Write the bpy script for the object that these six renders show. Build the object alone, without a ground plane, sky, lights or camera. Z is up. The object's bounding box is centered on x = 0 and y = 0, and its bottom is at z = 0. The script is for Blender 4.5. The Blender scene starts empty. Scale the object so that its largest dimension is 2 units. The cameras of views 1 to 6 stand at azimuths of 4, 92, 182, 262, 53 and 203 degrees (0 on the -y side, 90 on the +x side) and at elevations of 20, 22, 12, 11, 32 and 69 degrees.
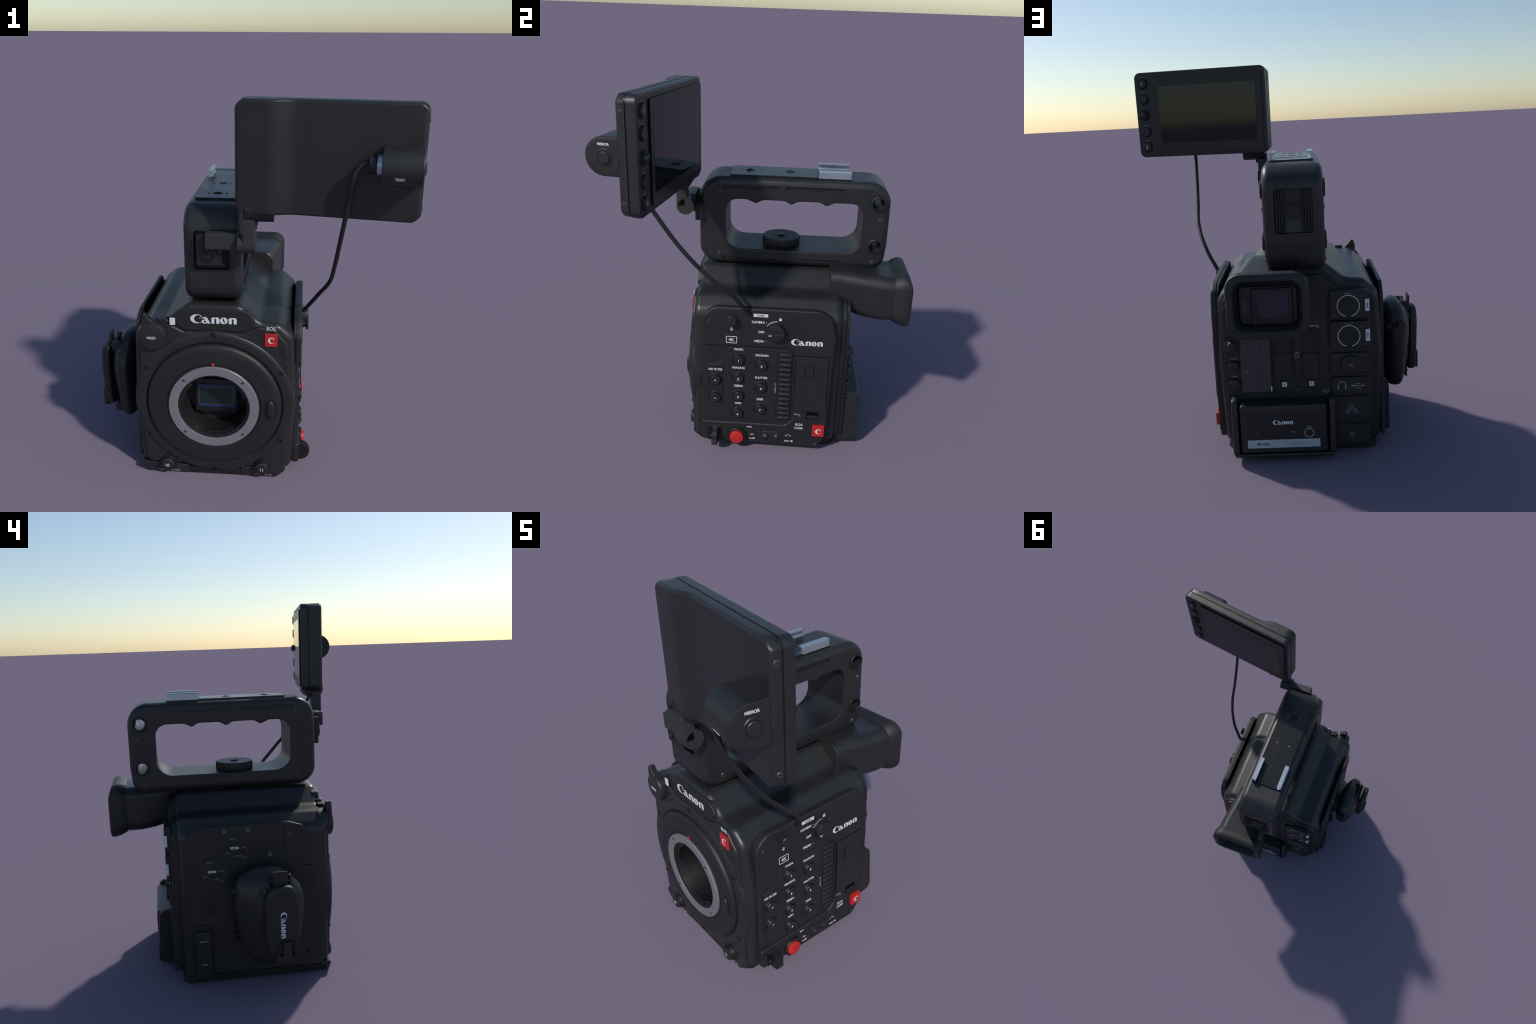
# Digital cinema camera with top handle, flip monitor, side grip, viewfinder and battery.
import bpy, math
from mathutils import Matrix, Vector

# ------------------------------------------------------------------ frames
def frame(a, b, c, o=(0, 0, 0)):
    M = Matrix.Identity(4)
    for i, v in enumerate((a, b, c, o)):
        for k in range(3):
            M[k][i] = v[k]
    return M
RIGHT = frame((0, 1, 0), (0, 0, 1), (1, 0, 0))      # a = y,  b = z, c = x
LEFT = frame((0, -1, 0), (0, 0, 1), (-1, 0, 0))     # a = -y, b = z, c = -x
FRONT = frame((1, 0, 0), (0, 0, 1), (0, -1, 0))     # a = x,  b = z, c = -y
REAR = frame((-1, 0, 0), (0, 0, 1), (0, 1, 0))      # a = -x, b = z, c = y
TOP = frame((1, 0, 0), (0, 1, 0), (0, 0, 1))
TH = math.radians(9.2)                              # yaw of the monitor
EX = (math.cos(TH), -math.sin(TH), 0)
EY = (math.sin(TH), math.cos(TH), 0)
NEG = lambda v: tuple(-k for k in v)
MO = (0.003, -0.459, 0)
MON_SCREEN = frame(NEG(EX), (0, 0, 1), EY, MO)      # a = -x'
MON_BACK = frame(EX, (0, 0, 1), NEG(EY), MO)
MON_END_R = frame(EY, (0, 0, 1), EX, MO)
MON_END_L = frame(NEG(EY), (0, 0, 1), NEG(EX), MO)
MON_TOP = frame(EX, EY, (0, 0, 1), MO)

# --------------------------------------------------------------- materials
def principled(name, col, rough, metal=0.0, coat=0.0, spec=0.5):
    m = bpy.data.materials.new(name)
    m.use_nodes = True
    p = m.node_tree.nodes["Principled BSDF"]
    p.inputs["Base Color"].default_value = (*col, 1)
    p.inputs["Roughness"].default_value = rough
    p.inputs["Metallic"].default_value = metal
    p.inputs["Coat Weight"].default_value = coat
    p.inputs["Specular IOR Level"].default_value = spec
    return m, m.node_tree, p

def grained(name, col, rough, scale, strength, dist=0.001, vary=0.12, metal=0.0, spec=0.5, rvary=0.06):
    """plastic or metal with fine grain bump, slight blotches in colour and gloss"""
    m, t, p = principled(name, col, rough, metal, 0, spec)
    N, L = t.nodes, t.links
    tc = N.new("ShaderNodeTexCoord")
    n1 = N.new("ShaderNodeTexNoise"); n1.inputs["Scale"].default_value = scale; n1.inputs["Detail"].default_value = 3
    n2 = N.new("ShaderNodeTexNoise"); n2.inputs["Scale"].default_value = 9; n2.inputs["Detail"].default_value = 4
    for n in (n1, n2):
        L.new(tc.outputs["Object"], n.inputs["Vector"])
    r = N.new("ShaderNodeValToRGB")
    r.color_ramp.elements[0].position = .3; r.color_ramp.elements[1].position = .7
    r.color_ramp.elements[0].color = (*[c * (1 - vary) for c in col], 1)
    r.color_ramp.elements[1].color = (*[c * (1 + vary) for c in col], 1)
    L.new(n2.outputs["Fac"], r.inputs["Fac"]); L.new(r.outputs["Color"], p.inputs["Base Color"])
    mr = N.new("ShaderNodeMapRange")
    mr.inputs["To Min"].default_value = rough - rvary; mr.inputs["To Max"].default_value = rough + rvary
    L.new(n2.outputs["Fac"], mr.inputs["Value"]); L.new(mr.outputs["Result"], p.inputs["Roughness"])
    b = N.new("ShaderNodeBump"); b.inputs["Strength"].default_value = strength; b.inputs["Distance"].default_value = dist
    L.new(n1.outputs["Fac"], b.inputs["Height"]); L.new(b.outputs["Normal"], p.inputs["Normal"])
    return m

BODY = grained("body_plastic", (.0185, .0190, .0205), .39, 900, .12)
SHELL = grained("shell_plastic", (.0172, .0174, .0187), .42, 900, .12)
PANEL = grained("panel_plastic", (.0135, .0137, .0145), .52, 1100, .12)
DARK = grained("dark_plastic", (.0085, .0087, .0095), .50, 900, .08)
RUBBER = grained("rubber", (.0145, .0147, .0155), .56, 700, .25, .0012)
GRIPM = grained("grip_rubber", (.0125, .0130, .0140), .55, 260, .6, .002)
BUTTON = grained("button_plastic", (.0150, .0155, .0170), .42, 900, .05)
PLATE = grained("plate_metal", (.0075, .0078, .0085), .30, 900, .05)
WINDOW = principled("dark_window", (.0050, .0042, .0048), .45)[0]
THREAD = principled("thread_insert", (.032, .032, .031), .9, spec=.05)[0]
SOCKET = principled("socket_black", (.0045, .0045, .005), .5, spec=.3)[0]
HOLE = principled("cavity_black", (.0015, .0015, .0018), .8, spec=.1)[0]
ARM = grained("arm_metal", (.028, .028, .029), .5, 900, .1)
CABLE = grained("cable_rubber", (.014, .014, .015), .5, 500, .1)
MOUNT = grained("mount_ring_metal", (.205, .205, .225), .42, 1200, .05, metal=.15, vary=.04)
SILVER = grained("silver_metal", (.46, .52, .58), .34, 600, .06, metal=.75, vary=.05)
SCREW = grained("screw_metal", (.080, .083, .095), .4, 900, .05, metal=.5)
RED = grained("red_plastic", (.50, .020, .018), .38, 900, .03, vary=.05)
WHITE = grained("white_print", (.66, .69, .72), .5, 400, 0, vary=.04)
GREYPRINT = grained("grey_print", (.28, .29, .31), .5, 400, 0, vary=.04)
INK = principled("dark_ink", (.03, .03, .033), .6)[0]
SCREEN = principled("screen_glass", (.006, .006, .0065), .05, spec=.5)[0]
BEZEL = principled("screen_bezel", (.0095, .0095, .0105), .35)[0]
EYEGLASS = principled("eyepiece_glass", (.020, .008, .030), .08, coat=.4)[0]
COVER = grained("smoked_cover", (.050, .044, .050), .30, 500, .02)
SENSOR = principled("image_sensor", (.010, .022, .022), .25)[0]
SENSORBLUE = principled("sensor_frame", (.012, .030, .110), .4)[0]
GOLD = principled("gold_trace", (.22, .17, .05), .4)[0]

# ------------------------------------------------------------ mesh helpers
ROOT = bpy.data.objects.new("cinema_camera", None)
ROOT.empty_display_size = .2
bpy.context.scene.collection.objects.link(ROOT)
ROOT["label"] = "black digital cinema camera with top handle, monitor and side grip"
ROOT["category"] = "video camera"

def link(ob, parent, mat=None):
    bpy.context.scene.collection.objects.link(ob)
    ob.parent = parent
    if mat and ob.type == 'MESH' and not ob.data.materials:
        ob.data.materials.append(mat)
    return ob

def mesh_obj(name, verts, faces, mat, parent=ROOT, smooth=35, weighted=True):
    me = bpy.data.meshes.new(name)
    me.from_pydata([tuple(v) for v in verts], [], faces)
    me.validate()
    if smooth:
        me.polygons.foreach_set("use_smooth", [True] * len(me.polygons))
        me.set_sharp_from_angle(angle=math.radians(smooth))
    ob = link(bpy.data.objects.new(name, me), parent, mat)
    if weighted and smooth:
        w = ob.modifiers.new("w", 'WEIGHTED_NORMAL'); w.keep_sharp = True
    return ob

def rpoly(pts, n=6):
    """closed polygon with rounded corners, pts = (a, b, radius), counter-clockwise"""
    out = []
    k = len(pts)
    for i in range(k):
        p = Vector(pts[i][:2]); r = pts[i][2]
        q = Vector(pts[i - 1][:2]); s = Vector(pts[(i + 1) % k][:2])
        d0 = (q - p).normalized(); d1 = (s - p).normalized()
        ang = math.acos(max(-1, min(1, d0.dot(d1))))
        if r <= 1e-6 or ang > math.pi - .02:
            out.append(tuple(p)); continue
        t = r / math.tan(ang / 2)
        t = min(t, .49 * (q - p).length, .49 * (s - p).length)
        rr = t * math.tan(ang / 2)
        c = p + (d0 + d1).normalized() * (rr / math.sin(ang / 2))
        v0 = p + d0 * t - c; v1 = p + d1 * t - c
        a0 = math.atan2(v0.y, v0.x); a1 = math.atan2(v1.y, v1.x)
        da = (a1 - a0 + math.pi) % (2 * math.pi) - math.pi
        for j in range(n + 1):
            a = a0 + da * j / n
            out.append((c.x + rr * math.cos(a), c.y + rr * math.sin(a)))
    return out

def rrect(a0, b0, a1, b1, r=.01, n=6):
    if a0 > a1: a0, a1 = a1, a0
    if b0 > b1: b0, b1 = b1, b0
    r = min(r, .499 * (a1 - a0), .499 * (b1 - b0))
    return rpoly([(a0, b0, r), (a1, b0, r), (a1, b1, r), (a0, b1, r)], n)

def disc(a, b, r, n=40):
    return [(a + r * math.cos(2 * math.pi * i / n), b + r * math.sin(2 * math.pi * i / n)) for i in range(n)]

def area(pts):
    return .5 * sum(p[0] * q[1] - q[0] * p[1] for p, q in zip(pts, pts[1:] + pts[:1]))

def inset(pts, d):
    if abs(d) < 1e-9:
        return list(pts)
    out = []
    k = len(pts)
    for i in range(k):
        p = Vector(pts[i]); q = Vector(pts[i - 1]); s = Vector(pts[(i + 1) % k])
        e0 = p - q; e1 = s - p
        if e0.length < 1e-9: e0 = e1
        if e1.length < 1e-9: e1 = e0
        n0 = Vector((-e0.y, e0.x)).normalized(); n1 = Vector((-e1.y, e1.x)).normalized()
        m = n0 + n1
        if m.length < 1e-6: m = n0
        m.normalize()
        out.append(p + m * (d / max(.35, m.dot(n0))))
    for _ in range(4):                              # collapse arcs tighter than the inset
        i = 0
        while i < k:
            j = i; run = []
            while j < i + k and (out[(j + 1) % k] - out[j % k]).dot(Vector(pts[(j + 1) % k]) - Vector(pts[j % k])) < -1e-12:
                run.append(j); j += 1
            if run:
                ids = sorted({q % k for r in run for q in (r, r + 1)})
                c = sum((out[q] for q in ids), Vector((0, 0))) / len(ids)
                for q in ids: out[q] = c.copy()
            i = j + 1
    return [tuple(p) for p in out]

def rnd(c0, c1, bev, n=3, base=0.0):
    """profile: straight wall from c0 then quarter round of size bev up to c1"""
    s = 1 if c1 > c0 else -1
    pr = [(base, c0)]
    for j in range(n + 1):
        a = math.pi / 2 * j / n
        pr.append((base + bev * (1 - math.cos(a)), c1 - s * bev * (1 - math.sin(a))))
    return pr

def loft(name, pts, prof, fr, mat, parent=ROOT, cap0=True, cap1=True, smooth=35):
    """outline lofted through (inset, height) pairs along the frame's outward axis"""
    if area(pts) < 0: pts = pts[::-1]
    k = len(pts); V = []; F = []
    for ins, c in prof:
        V += [fr @ Vector((a, b, c)) for a, b in inset(pts, ins)]
    for j in range(len(prof) - 1):
        for i in range(k):
            i2 = (i + 1) % k
            F.append((j * k + i, j * k + i2, (j + 1) * k + i2, (j + 1) * k + i))
    if cap0: F.append(tuple(range(k - 1, -1, -1)))
    if cap1: F.append(tuple((len(prof) - 1) * k + i for i in range(k)))
    return mesh_obj(name, V, F, mat, parent, smooth)

def slab(name, pts, c0, c1, bev, fr, mat, parent=ROOT, n=3):
    return loft(name, pts, rnd(c0, c1, bev, n), fr, mat, parent)

def lathe(name, prof, fr, a, b, mat, parent=ROOT, n=48, cap0=True, cap1=True):
    """turned part: prof = (radius, height) pairs around (a, b)"""
    V = []; F = []
    for r, c in prof:
        V += [fr @ Vector((a + r * math.cos(2 * math.pi * i / n), b + r * math.sin(2 * math.pi * i / n), c)) for i in range(n)]
    for j in range(len(prof) - 1):
        for i in range(n):
            i2 = (i + 1) % n
            F.append((j * n + i, j * n + i2, (j + 1) * n + i2, (j + 1) * n + i))
    if cap0: F.append(tuple(range(n - 1, -1, -1)))
    if cap1: F.append(tuple((len(prof) - 1) * n + i for i in range(n)))
    return mesh_obj(name, V, F, mat, parent)

def sections(name, secs, mat, parent=ROOT, cap0=True, cap1=True, n=8, smooth=40):
    """loft of rounded rectangles across y: (y, x0, x1, z0, z1, r)"""
    V = []; F = []; k = 0
    for y, x0, x1, z0, z1, r in secs:
        p = rrect(x0, z0, x1, z1, r, n); k = len(p)
        V += [(a, y, b) for a, b in p]
    for j in range(len(secs) - 1):
        for i in range(k):
            i2 = (i + 1) % k
            F.append((j * k + i2, j * k + i, (j + 1) * k + i, (j + 1) * k + i2))
    if cap0: F.append(tuple(range(k)))
    if cap1: F.append(tuple((len(secs) - 1) * k + i for i in range(k - 1, -1, -1)))
    return mesh_obj(name, V, F, mat, parent, smooth)

def box(name, x0, x1, y0, y1, z0, z1, bev, mat, parent=ROOT):
    pts = rrect(x0, z0, x1, z1, bev, 3)
    y0, y1 = min(y0, y1), max(y0, y1)
    pr = [(bev, -y1), (bev * .3, -y1 + bev * .3), (0, -y1 + bev), (0, -y0 - bev), (bev * .3, -y0 - bev * .3), (bev, -y0)]
    return loft(name, pts, pr, FRONT, mat, parent)

def tube(name, pts, r, mat, parent=ROOT, res=16, closed=False):
    cu = bpy.data.curves.new(name, 'CURVE'); cu.dimensions = '3D'
    sp = cu.splines.new('BEZIER'); sp.bezier_points.add(len(pts) - 1)
    for bp, p in zip(sp.bezier_points, pts):
        bp.co = p; bp.handle_left_type = bp.handle_right_type = 'AUTO'
    sp.use_cyclic_u = closed
    cu.bevel_depth = r; cu.bevel_resolution = 4; cu.resolution_u = res; cu.use_fill_caps = True
    return to_mesh(cu, name, mat, parent)

def to_mesh(cu, name, mat, parent, M=None, fit=None, keep=False):
    tmp = bpy.data.objects.new("tmp", cu)
    bpy.context.scene.collection.objects.link(tmp)
    dg = bpy.context.evaluated_depsgraph_get()
    me = bpy.data.meshes.new_from_object(tmp.evaluated_get(dg))
    bpy.data.objects.remove(tmp); bpy.data.curves.remove(cu)
    me.name = name
    if fit:
        a0, b0, a1, b1 = fit
        xs = [v.co.x for v in me.vertices]; ys = [v.co.y for v in me.vertices]
        sx = (a1 - a0) / max(1e-6, max(xs) - min(xs)); sy = (b1 - b0) / max(1e-6, max(ys) - min(ys))
        x0, y0 = min(xs), min(ys)
        if keep:
            sx = sy; a0 = (a0 + a1) / 2 - sx * (max(xs) - min(xs)) / 2
        for v in me.vertices:
            v.co.x = a0 + (v.co.x - x0) * sx; v.co.y = b0 + (v.co.y - y0) * sy
    me.materials.clear()
    if M is not None: me.transform(M)
    return link(bpy.data.objects.new(name, me), parent, mat)

def text(s, fr, a0, b0, a1, b1, c, mat=None, parent=ROOT, bold=.015, name="lettering", keep=False):
    """a word fitted into the rectangle a0..a1, b0..b1 on a face at height c"""
    cu = bpy.data.curves.new("txt", 'FONT'); cu.body = s; cu.size = 1; cu.offset = bold
    cu.resolution_u = 3; cu.extrude = .0004
    return to_mesh(cu, name, mat or WHITE, parent, fr @ Matrix.Translation((0, 0, c + .0006)), (a0, b0, a1, b1), keep)

# Serif wordmark drawn from its own letter shapes (unit: x-height = 1)
def ell(cx, cy, rx, ry, a0=0, a1=360, n=28, rot=0):
    o = []
    for i in range(n + 1):
        a = math.radians(a0 + (a1 - a0) * i / n)
        x, y = rx * math.cos(a), ry * math.sin(a)
        c, s = math.cos(math.radians(rot)), math.sin(math.radians(rot))
        o.append((cx + x * c - y * s, cy + x * s + y * c))
    return o
def glyph_C():
    outer = ell(.80, .68, .80, .72, 38, 318)
    inner = ell(1.02, .68, .56, .60, 300, 62)
    return [outer + inner + [(1.18, .74), (1.06, .78), (1.42, 1.12)]]
def glyph_a():
    out = [(.02, .74), (.06, .92)] + ell(.42, .60, .34, .42, 95, 30, 6) + [(1.02, .10), (1.10, 0), (.70, 0), (.62, .06)] + ell(.33, .28, .33, .31, 325, 105, 12) + [(.44, .62), (.40, .76), (.24, .80)]
    return [out, ell(.40, .30, .15, .15, 0, 345, 14)]
def glyph_n():
    return [[(0, .80), (.34, 1.03), (.40, 1.03), (.40, .86)] + ell(.70, .62, .34, .40, 125, 8, 8) + [(1.04, 0), (.66, 0), (.66, .70), (.60, .80), (.50, .80), (.44, .70), (.44, 0), (.08, 0), (.08, .78)]]
def glyph_o():
    return [ell(.46, .50, .46, .53, 0, 350, 30), ell(.46, .50, .09, .43, 0, 345, 20, 14)]
def wordmark(fr, a0, b0, a1, b1, c, parent, mat=None):
    cu = bpy.data.curves.new("wm", 'CURVE'); cu.dimensions = '2D'; cu.fill_mode = 'BOTH'; cu.extrude = .0004
    x = 0
    for g, w in ((glyph_C, 1.36), (glyph_a, 1.12), (glyph_n, 1.10), (glyph_o, .98), (glyph_n, 1.04)):
        for poly in g():
            sp = cu.splines.new('POLY'); sp.points.add(len(poly) - 1); sp.use_cyclic_u = True
            for p, q in zip(sp.points, poly): p.co = (q[0] + x, q[1], 0, 1)
        x += w
    return to_mesh(cu, "wordmark_lettering", mat or WHITE, parent, fr @ Matrix.Translation((0, 0, c + .0006)), (a0, b0, a1, b1))
def serif_C(fr, a0, b0, a1, b1, c, parent):
    cu = bpy.data.curves.new("wm", 'CURVE'); cu.dimensions = '2D'; cu.fill_mode = 'BOTH'; cu.extrude = .0004
    poly = ell(.75, .7, .75, .74, 50, 322) + ell(.90, .68, .47, .62, 310, 70) + [(1.12, .92), (1.30, .92), (1.30, 1.40), (1.20, 1.40)]
    sp = cu.splines.new('POLY'); sp.points.add(len(poly) - 1); sp.use_cyclic_u = True
    for p, q in zip(sp.points, poly): p.co = (q[0], q[1], 0, 1)
    return to_mesh(cu, "emblem_lettering", WHITE, parent, fr @ Matrix.Translation((0, 0, c + .0006)), (a0, b0, a1, b1))

def inst(me, name, fr, a, b, c, parent, s=1.0, rot=0.0):
    ob = bpy.data.objects.new(name, me)
    ob.matrix_basis = fr @ Matrix.Translation((a, b, c)) @ Matrix.Rotation(rot, 4, 'Z') @ Matrix.Scale(s, 4)
    return link(ob, parent)

def proto(maker):
    """build once, keep the mesh for sharing"""
    ob = maker(); me = ob.data
    bpy.data.objects.remove(ob)
    return me

def cut(ob, cutters):
    """boolean difference, applied"""
    me = bpy.data.meshes.new("c")
    V, F = [], []
    for c in cutters:
        o = len(V)
        V += [v.co[:] for v in c.data.vertices]; F += [tuple(i + o for i in p.vertices) for p in c.data.polygons]
        bpy.data.objects.remove(c)
    me.from_pydata(V, [], F)
    t = bpy.data.objects.new("c", me); bpy.context.scene.collection.objects.link(t)
    ob.modifiers.clear()
    m = ob.modifiers.new("b", 'BOOLEAN'); m.object = t; m.operation = 'DIFFERENCE'; m.solver = 'EXACT'; m.use_self = False
    dg = bpy.context.evaluated_depsgraph_get()
    new = bpy.data.meshes.new_from_object(ob.evaluated_get(dg))
    ob.modifiers.clear(); ob.data = new
    bpy.data.objects.remove(t)
    new.polygons.foreach_set("use_smooth", [True] * len(new.polygons))
    new.set_sharp_from_angle(angle=math.radians(32))
    for p in new.polygons:                          # large plane faces stay flat after the cut
        if max(abs(c) for c in p.normal) > .99995: p.use_smooth = False
    w = ob.modifiers.new("w", 'WEIGHTED_NORMAL'); w.keep_sharp = True
    return ob

# shared small parts
def make_screw():
    n = 20
    V, F = [], []
    prof = [(.0095, -.004), (.0095, .001), (.008, .0028), (.0066, .003)]
    for r, c in prof:
        V += [(r * math.cos(2 * math.pi * i / n), r * math.sin(2 * math.pi * i / n), c) for i in range(n)]
    for j in range(3):
        F += [(j * n + i, j * n + (i + 1) % n, (j + 1) * n + (i + 1) % n, (j + 1) * n + i) for i in range(n)]
    F.append(tuple(3 * n + i for i in range(n)))
    k = len(V)
    V += [(x, y, z) for z in (.0031, .0036) for x, y in ((-.006, -.0011), (.006, -.0011), (.006, .0011), (-.006, .0011))]
    F += [(k + 4, k + 5, k + 6, k + 7), (k, k + 1, k + 5, k + 4), (k + 1, k + 2, k + 6, k + 5), (k + 2, k + 3, k + 7, k + 6), (k + 3, k, k + 4, k + 7)]
    ob = mesh_obj("screw", V, F, SCREW)
    ob.data.materials.append(HOLE)
    for p in ob.data.polygons[-5:]: p.material_index = 1
    return ob
SCREW_ME = proto(make_screw)
I4 = Matrix.Identity(4)
BTN_ME = proto(lambda: lathe("button", [(.0262, -.004), (.0262, .008), (.0240, .0110), (.019, .0118), (.009, .0110), (.002, .0106)], I4, 0, 0, BUTTON, n=36))
BTN_RIM_ME = proto(lambda: lathe("button_rim", [(.0370, -.004), (.0370, .002), (.0350, .0045), (.0325, .0045), (.0305, .001), (.0305, -.003)], I4, 0, 0, DARK, n=36, cap1=False))
SOCKET_ME = proto(lambda: lathe("socket_screw", [(.0125, -.004), (.0125, .002), (.011, .004), (.0075, .004), (.0068, .001), (.001, .0005)], I4, 0, 0, SOCKET, n=24))

CX = -.13      # centre plane of body and handle
CZ = .4425     # lens axis height

# ================================================================== BODY
half = [(.0, .995, .0), (.132, .995, .065), (.236, .909, .065), (.328, .900, .06), (.402, .835, .085), (.417, .52, .2), (.402, .040, .05)]
def body_outline(d=0.0):
    pts = [(CX + a, z) for a, z, r in reversed(half)][:-1] + [(CX, .995)] + [(CX - a, z) for a, z, r in half[1:]]
    rad = [r for a, z, r in reversed(half)] + [r for a, z, r in half[1:]]
    return rpoly([(*p, r) for p, r in zip(inset(pts, d), rad)], 10)
outline = body_outline()
body = loft("camera_body", outline, [
    (.034, -.388), (.022, -.386), (.013, -.380), (.004, -.368), (0, -.352), (0, 0), (0, .366),
    (.003, .379), (.009, .389), (.018, .396), (.030, .3985)], FRONT, BODY)
cut(body, [lathe("c", [(.345, .12), (.345, .6)], FRONT, CX, CZ, HOLE, n=96)])
# raised front fascia below and beside the nameplate
fascia = slab("front_fascia", rpoly([(CX - .372, .062, .04), (CX + .372, .062, .04), (CX + .389, .50, .2), (CX + .374, .80, .06), (CX + .306, .880, .04), (CX + .228, .890, .03), (CX + .150, .850, .02),
    (CX - .150, .850, .02), (CX - .228, .890, .03), (CX - .306, .880, .04), (CX - .374, .80, .06), (CX - .389, .50, .2)], 7), .37, .4115, .010, FRONT, BODY, n=4)
cut(fascia, [lathe("c", [(.345, .12), (.345, .6)], FRONT, CX, CZ, HOLE, n=96)])

# rear plate, stepped in two layers
rear_plate = slab("rear_plate", [(-a, b) for a, b in body_outline(.052)], .400, .428, .010, REAR, PANEL)
rear_skirt = slab("rear_skirt", [(-a, b) for a, b in body_outline(.024)], .385, .414, .008, REAR, DARK)

rear_block = slab("rear_control_block", rpoly([(-.238, .060, .03), (-.008, .060, .02), (-.008, .70, .02), (.06, .74, .03), (.20, .80, .05), (.20, .86, .04), (-.10, .885, .04), (-.200, .868, .05), (-.245, .780, .06), (-.250, .50, .1)][::1], 5), .40, .4295, .005, REAR, PANEL)

# base plate with two front blocks
base = slab("base_plate", rpoly([(-.510, -.405, .01), (-.30, -.405, .01), (.03, -.405, .01), (.195, -.405, .02), (.235, -.36, .02), (.235, .345, .02), (.20, .392, .02), (-.47, .392, .02), (-.510, .365, .02)], 4), 0.0, .037, .004, TOP, DARK)
for x0, x1, tx0, tx1, num, nx in ((-.530, -.275, -.445, -.327, "10", -.386), (.006, .243, .076, .173, "11", .120)):
    if num == "10":
        pts = rpoly([(x0 + .035, .001, .004), (x1, .001, .004), (x1, .052, .004), (x0, .060, .004), (x0, .040, .004)], 3)
    else:
        pts = rpoly([(x0, .001, .004), (x1 - .05, .001, .004), (x1, .046, .004), (x1, .085, .004), (x0, .052, .004)], 3)
    blk = slab("base_block", pts, .36, .410, .005, FRONT, BODY, base)
    lathe("button_rim", [(.046, .38), (.046, .418), (.043, .423), (.038, .423), (.0375, .41)], FRONT, nx, .066, DARK, base, cap1=False)
    lathe("button", [(.037, .39), (.037, .438), (.030, .4425), (.024, .4435), (.003, .4435)], FRONT, nx, .066, BUTTON, base)
    text(num, FRONT, nx - .013, .058, nx + .013, .076, .4435, parent=base, keep=True)
    text("PUSH AUTO IRIS" if num == "10" else "ONE-SHOT AF", FRONT, tx0, .008, tx1, .017, .410, GREYPRINT, base)

# ============================================================ LENS MOUNT
mount_ring = lathe("front_ring", [(.418, .36), (.418, .398), (.414, .409), (.405, .4165), (.392, .4195), (.362, .4205), (.356, .417), (.352, .412), (.350, .405), (.20, .40)], FRONT, CX, CZ, SHELL, n=128, cap0=False, cap1=False)
lathe("front_disc", [(.349, .39), (.349, .420), (.345, .430), (.335, .4375), (.31, .4405), (.255, .4415), (.247, .4410), (.2425, .437), (.2400, .437), (.2390, .4405), (.236, .4405), (.235, .43), (.19, .43)], FRONT, CX, CZ, PANEL, mount_ring, n=128, cap0=False, cap1=False)
lathe("mount_flange", [(.2335, .42), (.2335, .4475), (.2315, .4495), (.190, .4495), (.186, .4475), (.1855, .44)], FRONT, CX, CZ, MOUNT, mount_ring, n=96, cap0=False, cap1=False)
lathe("lens_throat", [(.1860, .445), (.1850, .437), (.1800, .434), (.172, .434), (.1700, .425), (.1690, .40), (.1660, .39), (.1660, .305), (.160, .292), (.10, .288), (.002, .288)], FRONT, CX, CZ, DARK, mount_ring, n=96, cap0=False)
for i in range(3):
    a = math.radians(40 + 120 * i)
    pts = ell(CX, CZ, .171, .171, 15 + 120 * i, 65 + 120 * i, 14) + ell(CX, CZ, .158, .158, 65 + 120 * i, 15 + 120 * i, 14)
    slab("bayonet_tab", pts, .415, .428, .002, FRONT, DARK, mount_ring)
slab("sensor_frame", rrect(CX - .114, CZ - .100, CX + .114, CZ + .098, .016), .17, .334, .006, FRONT, DARK, mount_ring)
slab("sensor_board", rrect(CX - .099, CZ - .067, CX + .099, CZ + .068, .003), .32, .337, .001, FRONT, SENSORBLUE, mount_ring)
slab("sensor_trace", rrect(CX - .0905, CZ - .051, CX + .0905, CZ + .053, .002), .33, .3380, .0004, FRONT, GOLD, mount_ring)
slab("image_sensor", rrect(CX - .0885, CZ - .049, CX + .0885, CZ + .051, .002), .33, .3388, .0004, FRONT, SENSOR, mount_ring)
for k in range(6):
    a = math.radians(90 + 60 * k)
    inst(SOCKET_ME, "ring_screw", FRONT, CX + .396 * math.cos(a), CZ + .396 * math.sin(a), .4175, mount_ring)
for sx in (-1, 1):
    for sz in (-1, 1):
        inst(SCREW_ME, "flange_screw", FRONT, CX + sx * .15, CZ + sz * .152, .4490, mount_ring, .85)
        inst(SCREW_ME, "throat_screw", FRONT, CX + sx * .085, CZ - .10 + sz * .03, .290, mount_ring, .8) if sz < 0 else None
lathe("index_dot", [(.0085, .43), (.0085, .443), (.006, .4455), (.001, .446)], FRONT, CX, CZ + .2445, RED, mount_ring, n=20)
slab("lens_release_well", rpoly([(.128, .385, .01), (.200, .388, .012), (.192, .500, .012), (.128, .500, .01)], 4), .43, .4425, .002, FRONT, DARK, mount_ring)
lathe("lens_release_button", [(.052, .43), (.052, .444), (.049, .449), (.040, .4535), (.026, .4555), (.002, .4562)], frame((.42, 0, 0), (0, 0, 1), (0, -1, 0), (.163, 0, .440)), 0, 0, BUTTON, mount_ring, n=40)

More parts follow.
